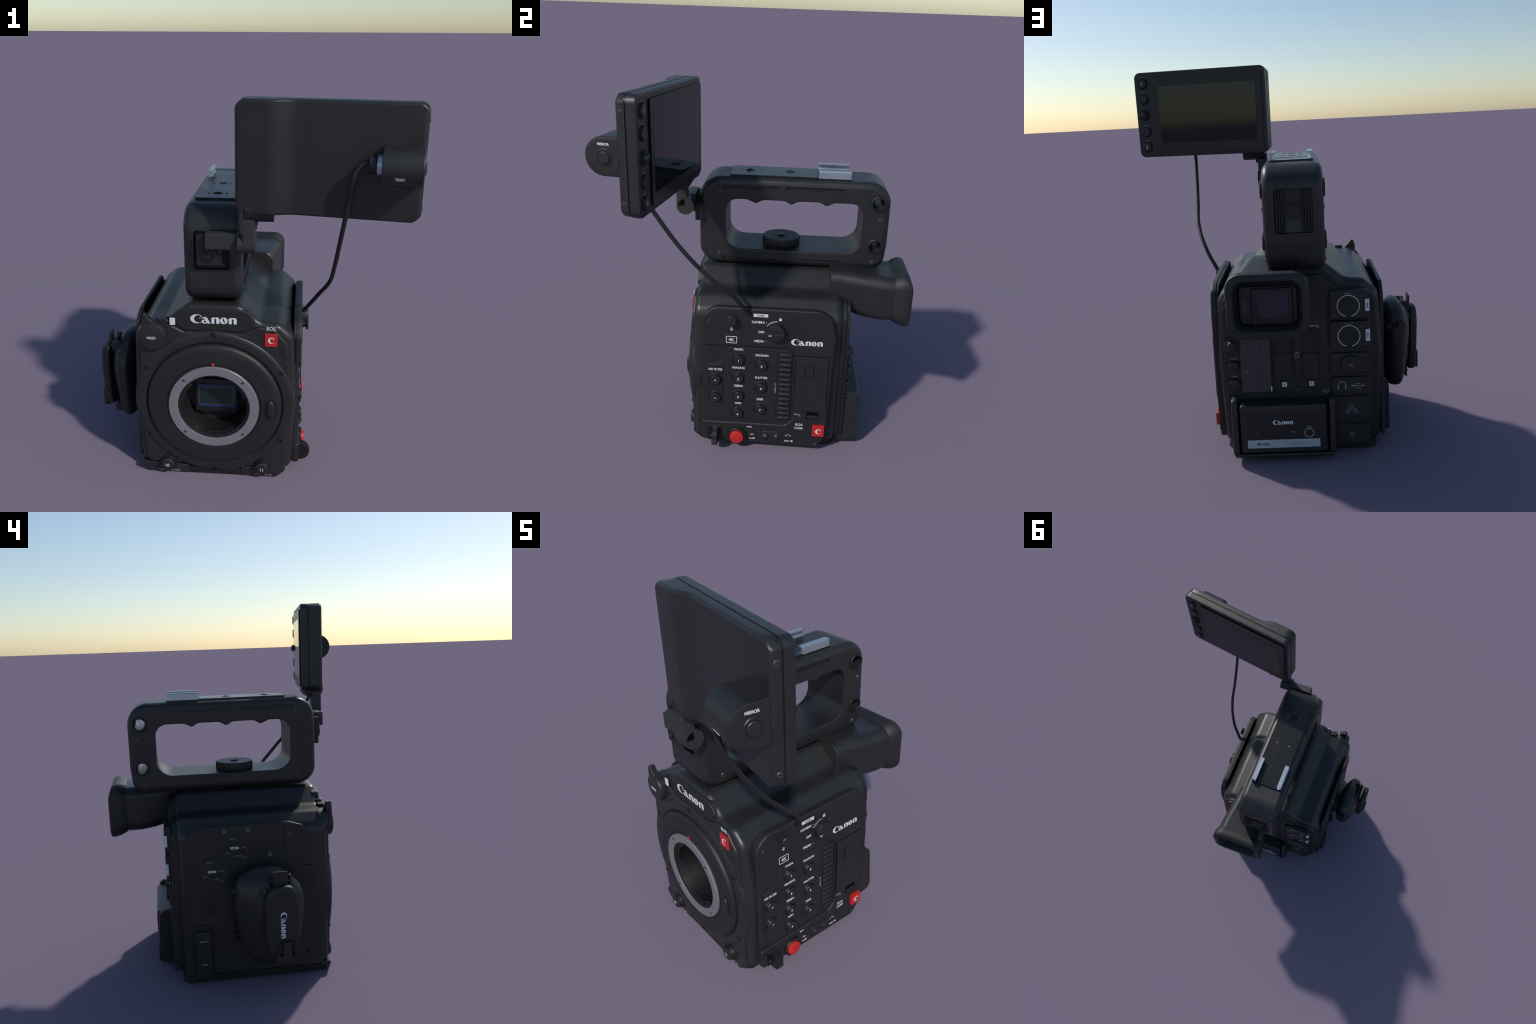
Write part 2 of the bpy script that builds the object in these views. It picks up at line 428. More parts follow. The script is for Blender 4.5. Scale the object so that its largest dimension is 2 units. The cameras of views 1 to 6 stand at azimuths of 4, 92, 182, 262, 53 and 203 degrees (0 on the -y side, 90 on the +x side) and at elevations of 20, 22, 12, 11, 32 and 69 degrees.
# nameplate, emblem, small marks on the front
nameplate = slab("nameplate", rpoly([(-.276, .856, .012), (.016, .856, .012), (.066, .888, .01), (.080, .916, .02), (.050, .962, .03), (-.005, .977, .03), (-.255, .977, .03), (-.310, .962, .03), (-.340, .916, .02), (-.322, .890, .01)], 5), .37, .405, .005, FRONT, PANEL)
wordmark(FRONT, -.244, .897, -.012, .946, .405, nameplate)
tally = slab("tally_lamp_housing", rrect(-.350, .885, -.316, .928, .005), .38, .4135, .003, FRONT, DARK)
slab("tally_lamp", rrect(-.347, .887, -.319, .926, .004), .41, .4175, .002, FRONT, WHITE, tally)
text("EOS", FRONT, .137, .875, .181, .894, .4115, parent=fascia)
def emblem(fr, a0, b0, a1, b1, c0, c1, parent):
    e = slab("red_emblem", rrect(a0, b0, a1, b1, .002, 2), c0, c1, .0015, fr, RED, parent)
    w, h = a1 - a0, b1 - b0
    serif_C(fr, a0 + .26 * w, b0 + .26 * h, a0 + .74 * w, b0 + .74 * h, c1, e)
    return e
emblem(FRONT, .128, .788, .191, .857, .40, .4175, ROOT)
for a, b in ((.213, .761), (.205, .749), (.217, .745)):
    lathe("microphone_hole", [(.0035, .40), (.0035, .4120)], FRONT, a, b, HOLE, fascia, n=12)

# round terminal cap with pull tab (front left)
cap = lathe("terminal_cap", [(.076, .36), (.076, .405), (.073, .412), (.070, .413), (.0725, .416), (.0725, .430), (.069, .4365), (.062, .4395), (.03, .4415), (.002, .442)], FRONT, -.437, .826, SHELL)
text("VIDEO", FRONT, -.462, .817, -.414, .831, .4420, parent=cap)
loft("cap_tab", rpoly([(-.485, .87, .006), (-.415, .895, .01), (-.448, .925, .006), (-.462, .944, .004), (-.476, .944, .004), (-.486, .91, .006)], 3), rnd(.405, .436, .004), FRONT, SHELL, cap)
slab("cap_hinge", rpoly([(-.40, .887, .006), (-.365, .875, .006), (-.350, .905, .006), (-.365, .918, .006), (-.41, .918, .006)], 3), .38, .412, .004, FRONT, SHELL, cap)

# ===================================================== RIGHT CONTROL SIDE
panel = slab("control_panel", rpoly([(-.352, .05, .03), (.285, .036, .03), (.332, .10, .03), (.352, .73, .10), (.325, .846, .06), (.26, .875, .05), (-.285, .875, .05), (-.345, .83, .06)], 8), .272, .3005, .012, RIGHT, PANEL)
shell = slab("control_panel_frame", rpoly([
    (-.355, .050, .03), (.285, .034, .03), (.335, .10, .03), (.355, .73, .10), (.326, .850, .06), (.26, .879, .05),
    (-.285, .879, .06), (-.352, .825, .08), (-.350, .653, .012), (.100, .655, .03), (.147, .622, .03), (.147, .215, .03), (.112, .172, .03), (-.352, .174, .012)], 7), .285, .3115, .009, RIGHT, PANEL)
bp = panel
slab("button_field", rpoly([(-.308, .192, .03), (.030, .192, .03), (.055, .22, .03), (.055, .61, .03), (.025, .643, .03), (-.205, .643, .03), (-.228, .61, .03), (-.228, .56, .03), (-.308, .535, .03)], 5), .29, .3035, .002, RIGHT, PANEL, panel)
slab("filter_block", rrect(-.314, .268, -.238, .537, .010), .30, .3075, .004, RIGHT, PANEL, panel)
labels = [("1", -.154, .570), ("2", -.154, .456), ("3", -.154, .343), ("4", -.155, .231), ("5", -.030, .542), ("6", -.030, .404), ("7", -.031, .265), ("+", -.279, .444), ("-", -.279, .330)]
for s, y, z in labels:
    c = .3075 if s in "+-" else .3035
    inst(BTN_RIM_ME, "button_rim", RIGHT, y, z, c, panel)
    inst(BTN_ME, "button", RIGHT, y, z, c, panel, 1.1)
    h, w = (.007, .005) if s in "1234567" else ((.005, .005) if s == "+" else (.0015, .006))
    text(s, RIGHT, y - w, z - h, y + w, z + h, c + .0126, parent=panel, bold=.03, keep=s in "1234567")
for s, y, z, w in (("MAGN.", -.154, .633, .025), ("PEAKING", -.154, .520, .033), ("ZEBRA", -.153, .407, .025), ("WFM", -.154, .295, .018), ("ISO/GAIN", -.030, .603, .034), ("SHUTTER", -.030, .465, .034), ("DISP.", -.032, .328, .019), ("ND FILTER", -.277, .506, .038)):
    text(s, RIGHT, y - w, z - .0065, y + w, z + .0065, .3075 if s[0] == "N" and s[1] == "D" else .3035, parent=panel, bold=.025)
text("DIRECT SET", RIGHT @ Matrix.Translation((.048, .408, 0)) @ Matrix.Rotation(math.pi / 2, 4, 'Z'), -.032, -.004, .032, .004, .3035, GREYPRINT, panel)
# ribbed finger rest
slab("rib_bed", rpoly([(.060, .196, .01), (.125, .196, .02), (.140, .21, .02), (.140, .625, .02), (.12, .640, .02), (.066, .632, .006)], 4), .29, .3020, .002, RIGHT, DARK, panel)
rib_me = proto(lambda: loft("grip_rib", rrect(-.033, -.0105, .033, .0105, .004, 3), [(0, -.006), (0, .002), (.002, .006), (.0055, .0085), (.009, .009)], I4, PANEL))
for i in range(14):
    inst(rib_me, "grip_rib", RIGHT, .0985, .215 + i * .0305, .3025, panel)
# memory card door
door = slab("card_door", rrect(.153, .277, .326, .612, .006), .30, .3165, .0025, RIGHT, PANEL)
slab("door_gap", rrect(.150, .274, .329, .616, .006), .30, .3123, .0003, RIGHT, HOLE, door)
slab("door_latch", rrect(.205, .484, .248, .556, .003), .31, .3195, .0015, RIGHT, PANEL, door)
slab("latch_gap", rrect(.202, .481, .251, .559, .003), .31, .3168, .0002, RIGHT, HOLE, door)
inst(SCREW_ME, "pin", RIGHT, .291, .555, .3155, door, .5)
slab("door_catch_well", rrect(.225, .222, .291, .268, .003), .30, .3121, .0003, RIGHT, HOLE, shell)
slab("door_catch", rrect(.229, .226, .287, .247, .003), .30, .3150, .002, RIGHT, PANEL, shell)
text("CFast", RIGHT, .156, .244, .190, .254, .3115, GREYPRINT, shell)
lathe("access_lamp", [(.0075, .305), (.0075, .3135), (.005, .315), (.001, .3153)], RIGHT, .190, .237, SCREW, shell, n=16)
text("EOS", RIGHT, .167, .175, .207, .189, .3115, parent=shell)
text("C200", RIGHT, .163, .152, .209, .166, .3115, parent=shell)
emblem(RIGHT, .262, .121, .326, .187, .30, .328, ROOT)
wordmark(RIGHT, .121, .679, .287, .716, .3115, shell)
text("4K", RIGHT, -.209, .684, -.177, .703, .3115, parent=shell)
def outline_frame(name, a0, b0, a1, b1, w, r, c, fr, mat, parent):
    o = rrect(a0, b0, a1, b1, r, 4); i = inset(o, w); k = len(o)
    V = [fr @ Vector((*p, c + h)) for h in (-.0005, .0008) for L in (o, i) for p in L]
    F = []
    for j in range(k):
        j2 = (j + 1) % k
        F += [(2 * k + j, 2 * k + j2, 3 * k + j2, 3 * k + j), (j, j2, 2 * k + j2, 2 * k + j), (k + j2, k + j, 3 * k + j, 3 * k + j2)]
    return mesh_obj(name, V, F, mat, parent, 0)
def arc_mark(name, a, b, r, w, t0, t1, c, fr, mat, parent, n=40):
    V = []; F = []
    for i in range(n + 1):
        t = math.radians(t0 + (t1 - t0) * i / n)
        for rr in (r - w / 2, r + w / 2):
            V.append(fr @ Vector((a + rr * math.cos(t), b + rr * math.sin(t), c + .0008)))
    F = [(2 * i, 2 * i + 1, 2 * i + 3, 2 * i + 2) for i in range(n)]
    return mesh_obj(name, V, F, mat, parent, 0)
outline_frame("resolution_mark", -.222, .673, -.164, .714, .003, .005, .3115, RIGHT, WHITE, shell)
# power switch
slab("power_tag", rrect(-.080, .834, -.004, .852, .002), .31, .3122, .0003, RIGHT, WHITE, shell)
text("POWER", RIGHT, -.062, .8385, -.024, .8475, .3122, INK, shell)
for s, a0, a1, z in (("CAMERA", -.089, -.020, .804), ("OFF", -.053, -.022, .747), ("MEDIA", -.073, -.022, .693)):
    text(s, RIGHT, a0, z - .007, a1, z + .007, .3115, parent=shell, bold=.025)
    lathe("tick", [(.002, .31), (.002, .3122)], RIGHT, -.011, z, WHITE, shell, n=10)
arc_mark("switch_arc", .040, .757, .055, .0035, 84, 150, .3115, RIGHT, WHITE, shell)
slab("lock_mark", rrect(.053, .817, .067, .829, .001, 2), .31, .3122, .0002, RIGHT, WHITE, shell)
arc_mark("lock_shackle", .060, .830, .0048, .0022, 0, 180, .3115, RIGHT, WHITE, shell, 12)
dial = lathe("power_switch", [(.054, .30), (.054, .316), (.052, .318), (.047, .318), (.047, .338), (.044, .343), (.036, .345), (.002, .345)], RIGHT, .040, .757, BUTTON)
pts = ell(.040, .757, .066, .066, -110, 40, 24) + ell(.040, .757, .053, .053, 40, -110, 24)
slab("switch_guard", pts, .30, .3185, .003, RIGHT, PANEL, dial)
slab("switch_ridge", rrect(-.004, .738, .084, .756, .006), .33, .3495, .004, RIGHT, BUTTON, dial)
slab("switch_mark", rrect(.002, .745, .018, .750, .001, 2), .34, .3502, .0002, RIGHT, WHITE, dial)
# focal plane hook
hook = lathe("focal_plane_hook", [(.020, .30), (.020, .318), (.017, .320), (.016, .330), (.0265, .333), (.029, .336), (.029, .342), (.0265, .345), (.002, .347)], RIGHT, -.194, .815, BUTTON, n=32)
arc_mark("focal_plane_mark", -.193, .757, .007, .002, 0, 360, .3115, RIGHT, WHITE, shell)
slab("focal_plane_mark", rrect(-.194, .743, -.192, .771, 0, 1), .31, .3118, .0001, RIGHT, WHITE, shell)
for a, b in ((-.310, .797), (-.300, .075), (.284, .056)):
    inst(SCREW_ME, "screw", RIGHT, a, b, .3112, shell, .9)
# lower control strip
lathe("button_rim", [(.053, .30), (.053, .322), (.050, .326), (.043, .326), (.041, .318)], RIGHT, -.156, .088, DARK, shell, cap1=False)
rec = lathe("record_button", [(.040, .30), (.040, .330), (.0375, .336), (.030, .3395), (.015, .341), (.002, .3413)], RIGHT, -.156, .088, RED)
slab("button_pair_bed", rrect(-.025, .058, .099, .128, .030, 8), .30, .3165, .004, RIGHT, PANEL, shell)
for a in (.004, .067):
    lathe("button", [(.022, .31), (.022, .3175), (.019, .319), (.017, .321), (.010, .327), (.001, .329)], RIGHT, a, .091, DARK, shell, n=32)
lathe("button", [(.010, .305), (.010, .314), (.007, .3155), (.001, .3155)], RIGHT, -.070, .127, DARK, shell, n=20)
text("REC", RIGHT, -.100, .1455, -.074, .1535, .3115, parent=shell, bold=.03)
text("REC", RIGHT, -.080, .096, -.062, .103, .3115, parent=shell, bold=.03)
text(">/II", RIGHT, -.086, .068, -.056, .079, .3115, parent=shell, bold=.03)
for i, (a, b) in enumerate(((.117, .103), (.129, .110), (.141, .103))):
    slab("balance_mark", rrect(a - .004, b - .002, a + .004, b + .002, 0, 1), .31, .312, .0001, RIGHT, WHITE, shell)
text("INDEX /", RIGHT, .110, .064, .142, .072, .3115, parent=shell, bold=.03)
slab("stop_mark", rrect(.146, .063, .157, .073, 0, 1), .31, .312, .0001, RIGHT, WHITE, shell)
slab("thumb_wheel_slot", rrect(-.318, .050, -.242, .150, .006), .30, .3125, .0005, RIGHT, WINDOW, shell)
slab("thumb_wheel_mount", rrect(-.314, .140, -.246, .152, .003), .30, .318, .003, RIGHT, PANEL, shell)
def knurled(name, prof, fr, a, b, mat, parent, teeth, depth):
    n = teeth * 4; V = []; F = []
    for r, c, kn in prof:
        for i in range(n):
            rr = r - (depth if kn and i % 4 >= 2 else 0); t = 2 * math.pi * i / n
            V.append(fr @ Vector((a + rr * math.cos(t), b + rr * math.sin(t), c)))
    for j in range(len(prof) - 1):
        F += [(j * n + i, j * n + (i + 1) % n, (j + 1) * n + (i + 1) % n, (j + 1) * n + i) for i in range(n)]
    F += [tuple(range(n - 1, -1, -1)), tuple((len(prof) - 1) * n + i for i in range(n))]
    return mesh_obj(name, V, F, mat, parent, 40)
wheelf = frame((1, 0, 0), (0, 0, 1), (0, -1, 0), (.318, -.277, .088))
knurled("thumb_wheel", [(.050, -.016, 0), (.055, -.013, 1), (.055, .013, 1), (.050, .016, 0)], wheelf, 0, 0, DARK, shell, 48, .0018)

# ================================================================ HANDLE
def resample(pts, rays, c):
    """where rays from c at the given angles leave the closed outline"""
    out = []
    k = len(pts)
    for t in rays:
        d = (math.cos(t), math.sin(t)); best = 0
        for i in range(k):
            p, q = pts[i], pts[(i + 1) % k]
            ex, ey = q[0] - p[0], q[1] - p[1]
            den = d[0] * ey - d[1] * ex
            if abs(den) < 1e-12: continue
            s = ((p[0] - c[0]) * ey - (p[1] - c[1]) * ex) / den
            u = ((p[0] - c[0]) * d[1] - (p[1] - c[1]) * d[0]) / den
            if s > best and -1e-9 <= u <= 1 + 1e-9: best = s
        out.append((c[0] + d[0] * best, c[1] + d[1] * best))
    return out
h_out = rpoly([(-.405, 1.003, .10), (.60, 1.003, .10), (.614, 1.14, .05), (.614, 1.488, .115), (-.405, 1.488, .115)], 14)
h_in = [(-.263 + .09 * (1 - math.cos(math.radians(a))), 1.091 + .085 * (1 - math.sin(math.radians(a)))) for a in range(0, 91, 9)]
h_in += [(.470 - .09 * (1 - math.sin(math.radians(a))), 1.091 + .085 * (1 - math.cos(math.radians(a)))) for a in range(0, 91, 9)]
h_in += [(.470 - .065 * (1 - math.cos(math.radians(a))), 1.372 - .065 * (1 - math.sin(math.radians(a)))) for a in range(0, 91, 9)]
for i in range(61):
    y = .40 - i * (.40 + .195) / 60
    h_in.append((y, 1.372 - sum(.019 * math.exp(-((y - c) / .024) ** 2) for c in (.275, .087, -.101))))
h_in += [(-.263 + .065 * (1 - math.sin(math.radians(a))), 1.372 - .065 * (1 - math.cos(math.radians(a)))) for a in range(0, 91, 9)]
hc = (.1045, 1.235)
dense = []
for p, q in zip(h_out, h_out[1:] + h_out[:1]):
    m = max(1, int(math.hypot(q[0] - p[0], q[1] - p[1]) / .008))
    dense += [(p[0] + (q[0] - p[0]) * j / m, p[1] + (q[1] - p[1]) * j / m) for j in range(m)]
rays = sorted(math.atan2(b - hc[1], a - hc[0]) for a, b in dense)
rays = [t for i, t in enumerate(rays) if i == 0 or t - rays[i - 1] > 1e-5]
Lo = resample(h_out, rays, hc); Li = resample(h_in, rays, hc)
ring = lambda poly, d: resample(inset(poly, d), rays, hc)     # offset loop met by the same rays
W = .139
loops = []
R = .034
for s in (1, -1):
    seq = [(ring(h_in, -.006), s * W), (ring(h_in, -.0095), s * W), (ring(h_out, R + .004), s * W), (ring(h_out, R), s * W)]
    for j in range(1, 5):
        a = math.pi / 2 * j / 5
        seq.append((ring(h_out, R * (1 - math.sin(a))), s * (W - R * (1 - math.cos(a)))))
    seq.append((Lo, s * (W - R)))
    seq = [(Li, s * (W - .006)), (ring(h_in, -.0018), s * (W - .0018))] + seq
    loops += seq if s == 1 else seq[::-1]
k = len(rays); V = []; F = []
for lp, c in loops:
    V += [(CX + c, a, b) for a, b in lp]
for j in range(len(loops)):
    j2 = (j + 1) % len(loops)
    for i in range(k):
        i2 = (i + 1) % k
        F.append((j * k + i, j * k + i2, j2 * k + i2, j2 * k + i))
handle = mesh_obj("top_handle", V, F, SHELL)
cutters = []
for s, fr in ((1, RIGHT), (-1, LEFT)):
    X = CX * s + W                      # outward height of that cheek
    for a0, a1 in ((-.280, .022), (.056, .370)):
        for b0, b1 in ((1.432, 1.450), (1.031, 1.047)):
            A0, A1 = (a0, a1) if s == 1 else (-a1, -a0)
            cutters.append(slab("c", rrect(A0, b0, A1, b1, .005, 3), X - .010, X + .02, .001, fr, HOLE))
for b in (1.377, 1.139):
    cutters.append(lathe("c", [(.0295, -.4), (.0295, .2)], RIGHT, .549, b, HOLE, n=40))
cutters.append(slab("c", rrect(.045, 1.182, .217, 1.384, .012), .590, .68, .001, REAR, HOLE))
cutters.append(slab("c", rrect(-.216, 1.184, -.044, 1.377, .012), .375, .47, .001, FRONT, HOLE))
cut(handle, cutters)
for s, fr in ((1, RIGHT), (-1, LEFT)):
    X = CX * s + W
    for y, z in ((-.295, 1.061), (-.295, 1.405), (.566, 1.291), (.540, 1.049)):
        inst(SCREW_ME, "handle_screw", fr, s * y, z, X, handle, 1.25)
    for z in (1.377, 1.139):
        lathe("rod_collar", [(.0425, X - .02), (.0425, X + .005), (.0395, X + .0075), (.0325, X + .0075), (.030, X + .004), (.0292, X - .02)], fr, s * .549, z, DARK, handle, n=40, cap0=False, cap1=False)
for z in (1.377, 1.139):
    V, F = [], []
    n = 32
    for x in (CX - W + .002, CX + W - .002):
        V += [(x, .549 + .0288 * math.cos(2 * math.pi * i / n), z + .0288 * math.sin(2 * math.pi * i / n)) for i in range(n)]
    F = [(i, (i + 1) % n, n + (i + 1) % n, n + i) for i in range(n)]
    mesh_obj("rod_bore", V, F, BODY, handle)
# rear recess: ribs and round button, front recess: same with a flat pad
for i in range(8):
    a = (.052 + .0125 * i) if i < 4 else (.170 + .0125 * (i - 4))
    d = .6155 - .001 * ((i % 4) if i < 4 else 3 - i % 4)
    slab("recess_rib", rrect(a, 1.190, a + .007, 1.376, .002, 2), .58, d, .002, REAR, DARK, handle)
slab("recess_floor", rrect(.047, 1.184, .215, 1.382, .011), .575, .6000, .001, REAR, DARK, handle)
V, F = [], []
for j in range(17):
    t = j / 16; z = 1.186 + t * .194
    y = .6135 - .0095 * math.sin(math.pi * t) ** .8
    V += [(CX - .036, y, z), (CX + .036, y, z)]
F = [(2 * j + 1, 2 * j, 2 * j + 2, 2 * j + 3) for j in range(16)]
mesh_obj("recess_dish", V, F, SHELL, handle)
lathe("round_button", [(.037, .58), (.037, .613), (.035, .615), (.031, .615), (.030, .611), (.002, .611)], REAR, .131, 1.283, DARK, handle)
slab("recess_floor", rrect(-.214, 1.186, -.046, 1.375, .011), .372, .3885, .001, FRONT, DARK, handle)
slab("recess_pad", rrect(-.199, 1.216, -.074, 1.366, .006), .375, .440, .004, FRONT, PANEL, handle)
lathe("round_button", [(.034, .43), (.034, .453), (.032, .456), (.025, .456), (.0235, .446), (.002, .446)], FRONT, -.134, 1.281, DARK, handle)
for i in range(6):
    a = -.211 + .006 * i if i < 3 else -.066 + .006 * (i - 3)
    slab("recess_rib", rrect(a, 1.19, a + .0035, 1.371, .001, 2), .37, .398, .001, FRONT, DARK, handle)
# top plate and accessory shoe
top_plate = slab("top_plate", rrect(-.233, -.243, -.026, .400, .003, 2), 1.482, 1.497, .0015, TOP, PLATE)
slab("plate_cover", rrect(-.232, -.242, -.027, .224, .003, 2), 1.490, 1.4985, .0012, TOP, PLATE, top_plate)
for y in (-.147, .072):
    lathe("threaded_hole", [(.0235, 1.49), (.0235, 1.4988), (.022, 1.4992), (.002, 1.4992)], TOP, CX, y, THREAD, top_plate)
    for sx in (-1, 1):
        lathe("locating_hole", [(.0085, 1.49), (.0085, 1.4996), (.006, 1.5000), (.004, 1.4988), (.0005, 1.4988)], TOP, CX + sx * .044, y, SCREW, top_plate, n=20)
for s in (-1, 1):
    pts = [(CX + s * a, b) for a, b in ((.100, 1.495), (.106, 1.495), (.106, 1.528), (.102, 1.533), (.076, 1.533), (.076, 1.525), (.092, 1.523), (.092, 1.502), (.080, 1.500), (.080, 1.495))]
    loft("shoe_rail", pts, [(.0008, -.396), (0, -.395), (0, -.226), (.0008, -.225)], FRONT, SILVER, top_plate)
# thumb wheel clamping the handle to the body
clamp = knurled("clamp_wheel", [(.098, 1.088, 0), (.104, 1.093, 1), (.104, 1.128, 1), (.099, 1.134, 0), (.094, 1.1345, 0)], TOP, CX, .038, DARK, handle, 72, .0022)
lathe("clamp_nut", [(.020, 1.13), (.020, 1.1395), (.017, 1.141), (.001, 1.141)], TOP, CX, .038, BUTTON, handle, n=28)
lathe("clamp_collar", [(.06, .99), (.06, 1.004)], TOP, CX, .038, DARK, handle)

# ============================================================ VIEWFINDER
vf = sections("viewfinder", [(.314, -.127, .127, .80, 1.023, .055), (.318, -.131, .131, .80, 1.026, .056), (.36, -.133, .134, .80, 1.0255, .056), (.42, -.140, .142, .790, 1.023, .058),
                             (.50, -.152, .154, .769, 1.018, .060), (.58, -.163, .164, .760, 1.014, .060), (.62, -.167, .168, .760, 1.012, .060), (.654, -.168, .169, .762, 1.012, .060), (.656, -.160, .160, .780, 1.002, .055)], SHELL)
cup = sections("eyecup", [(.652, -.160, .160, .780, 1.002, .055), (.6545, -.170, .171, .760, 1.014, .060), (.675, -.178, .179, .749, 1.026, .064), (.70, -.184, .185, .739, 1.033, .066), (.728, -.185, .186, .733, 1.031, .066), (.744, -.182, .183, .734, 1.027, .064), (.750, -.175, .176, .746, 1.018, .06),
                         (.750, -.154, .154, .768, 1.002, .052), (.744, -.148, .148, .774, .996, .048), (.70, -.138, .138, .782, .978, .038), (.664, -.132, .132, .786, .966, .028)], RUBBER, cap1=True)
for v in cup.data.vertices:                         # rim leans forward along its top
    if v.co.y > .71:
        v.co.y -= .018 * max(0, min(1.1, (v.co.z - .955) / .068)) ** 1.6 * (v.co.y - .71) / .04
slab("eyepiece_frame", rrect(-.076, .786, .110, .956, .008), .68, .694, .002, REAR, DARK, vf)
outline_frame("eyepiece_gap", -.076, .786, .110, .956, .003, .006, .694, REAR, HOLE, vf)
slab("eyepiece_lens", rrect(-.050, .818, .092, .946, .030, 8), .685, .698, .002, REAR, EYEGLASS, vf)
slab("eye_sensor", rrect(-.123, .833, -.093, .910, .004), .68, .690, .002, REAR, EYEGLASS, vf)
slab("eyepiece_plate", rrect(-.128, .790, .130, .962, .026, 6), .64, .6875, .001, REAR, PANEL, vf)

# ================================================================== REAR
rp = rear_plate
for b0, b1, c1 in ((.722, .864, .453), (.570, .707, .453), (.434, .541, .444), (.322, .413, .442), (.173, .308, .440), (.056, .156, .440)):
    slab("connector_cover", rrect(.283, b0, .473, b1, .010), .42, c1, .005, REAR, PANEL, rp)
for i, zc in enumerate((.786, .633)):
    arc_mark("connector_mark", .374, zc, .0535, .0035, 285, 615, .453, REAR, WHITE, rp, 60)
    lathe("connector_cap", [(.050, .45), (.050, .4542), (.048, .4550), (.044, .4545), (.002, .4545)], REAR, .374, zc, DARK, rp)
    text("INPUT %d" % (i + 1), REAR, .356, zc + .0585, .392, zc + .0655, .453, GREYPRINT, rp)
    slab("menu_tag", rrect(.455, zc - .029, .476, zc + .032, .003), .44, .4545, .001, REAR, WHITE, rp)
    text("MENU", REAR @ Matrix.Translation((.4655, zc, 0)) @ Matrix.Rotation(-math.pi / 2, 4, 'Z'), -.012, -.003, .012, .003, .4545, INK, rp)
    for a, b in ((.302, -.053), (.435, .050)):
        inst(SCREW_ME, "screw", REAR, a, zc + b, .4528, rp, .8)
lathe("terminal_cap", [(.047, .43), (.047, .456), (.044, .460), (.002, .4605)], REAR, .378, .483, BUTTON, rp)
text("SDI", REAR, .368, .478, .388, .488, .4605, GREYPRINT, rp)
# symbols: headphones, usb, network, power
arc_mark("headphone_mark", .333, .372, .0185, .003, 0, 180, .442, REAR, GREYPRINT, rp, 30)
for s in (-1, 1):
    slab("headphone_mark", rrect(.333 + s * .0185 - .003, .350, .333 + s * .0185 + .003, .372, .001, 2), .43, .4428, .0002, REAR, GREYPRINT, rp)
slab("usb_mark", rrect(.385, .3655, .436, .3685, 0, 1), .43, .4428, .0001, REAR, GREYPRINT, rp)
slab("usb_mark", [(.436, .361), (.444, .367), (.436, .373)], .43, .4428, .0001, REAR, GREYPRINT, rp)
lathe("usb_mark", [(.005, .43), (.005, .4430)], REAR, .385, .367, GREYPRINT, rp, n=16)
for s in (-1, 1):
    slab("usb_mark", [(.398, .367 + s * .0016), (.408, .367 + s * .011), (.426, .367 + s * .011), (.426, .367 + s * .0135), (.407, .367 + s * .0135), (.395, .367 + s * .0016)], .43, .4428, .0001, REAR, GREYPRINT, rp)
for a, b in ((.377, .257), (.358, .227), (.398, .227)):
    outline_frame("network_mark", a - .0115, b - .008, a + .0115, b + .008, .0025, .001, .440, REAR, GREYPRINT, rp)
for p in ((.3758, .2405, .3782, .2485), (.357, .2405, .399, .2428), (.357, .2355, .3592, .2403), (.3968, .2355, .399, .2403)):
    slab("network_mark", rrect(*p, 0, 1), .43, .4408, .0001, REAR, GREYPRINT, rp)
text("DC IN", REAR, .364, .105, .391, .113, .440, GREYPRINT, rp)
text("19.7V", REAR, .364, .092, .391, .100, .440, GREYPRINT, rp)
# centre ridge panel, card slots
slab("centre_panel", rrect(.10, .36, .272, .856, .010), .42, .4315, .003, REAR, PANEL, rp)
for a0, a1, b1 in ((-.004, .093, .650), (.135, .229, .668)):
    sl = slab("card_slot_door", rrect(a0 + .006, .408, a1 - .006, .545, .003), .42, .4395, .002, REAR, PANEL, rp)
    slab("card_slot_window", rrect(a0 + .006, .546, a1 - .006, b1 - .006, .003), .42, .4345, .001, REAR, WINDOW, rp)
    outline_frame("card_slot_rim", a0, .402, a1, b1, .005, .004, .4390, REAR, DARK, rp)
    slab("card_slot_bed", rrect(a0, .402, a1, b1, .004), .42, .4335, .001, REAR, DARK, rp)
    slab("slot_ridge", rrect(a0 + .014, .416, a1 - .014, .428, .003), .43, .4420, .002, REAR, DARK, rp)
arc_pts = rrect(.150, .683, .226, .686, 0, 1)
slab("slot_mark", arc_pts, .43, .4325, .0001, REAR, WHITE, rp)
slab("slot_mark", rrect(.2235, .673, .226, .6828, 0, 1), .43, .4325, .0001, REAR, WHITE, rp)
for s, a in (("A", .046), ("B", .182)):
    slab("slot_tag", rrect(a - .012, .370, a + .012, .394, .002, 2), .42, .4335, .0003, REAR, WHITE, rp)
    text(s, REAR, a - .004, .377, a + .004, .387, .4335, INK, rp)
outline_frame("card_mark", .103, .524, .125, .546, .0028, .003, .4318, REAR, GREYPRINT, rp)
slab("card_mark", rrect(.107, .550, .123, .553, 0, 1), .43, .4324, .0001, REAR, GREYPRINT, rp)
lathe("slot_select_button", [(.027, .42), (.027, .433), (.022, .434), (.022, .440), (.019, .443), (.002, .4435)], REAR, .110, .350, DARK, rp, n=32)
text("SLOT SELECT", REAR, .084, .317, .144, .325, .4285, GREYPRINT, rp)
text("BATTERY", REAR, .238, .338, .276, .345, .4285, GREYPRINT, rp)
text("RELEASE", REAR, .238, .328, .276, .335, .4285, GREYPRINT, rp)
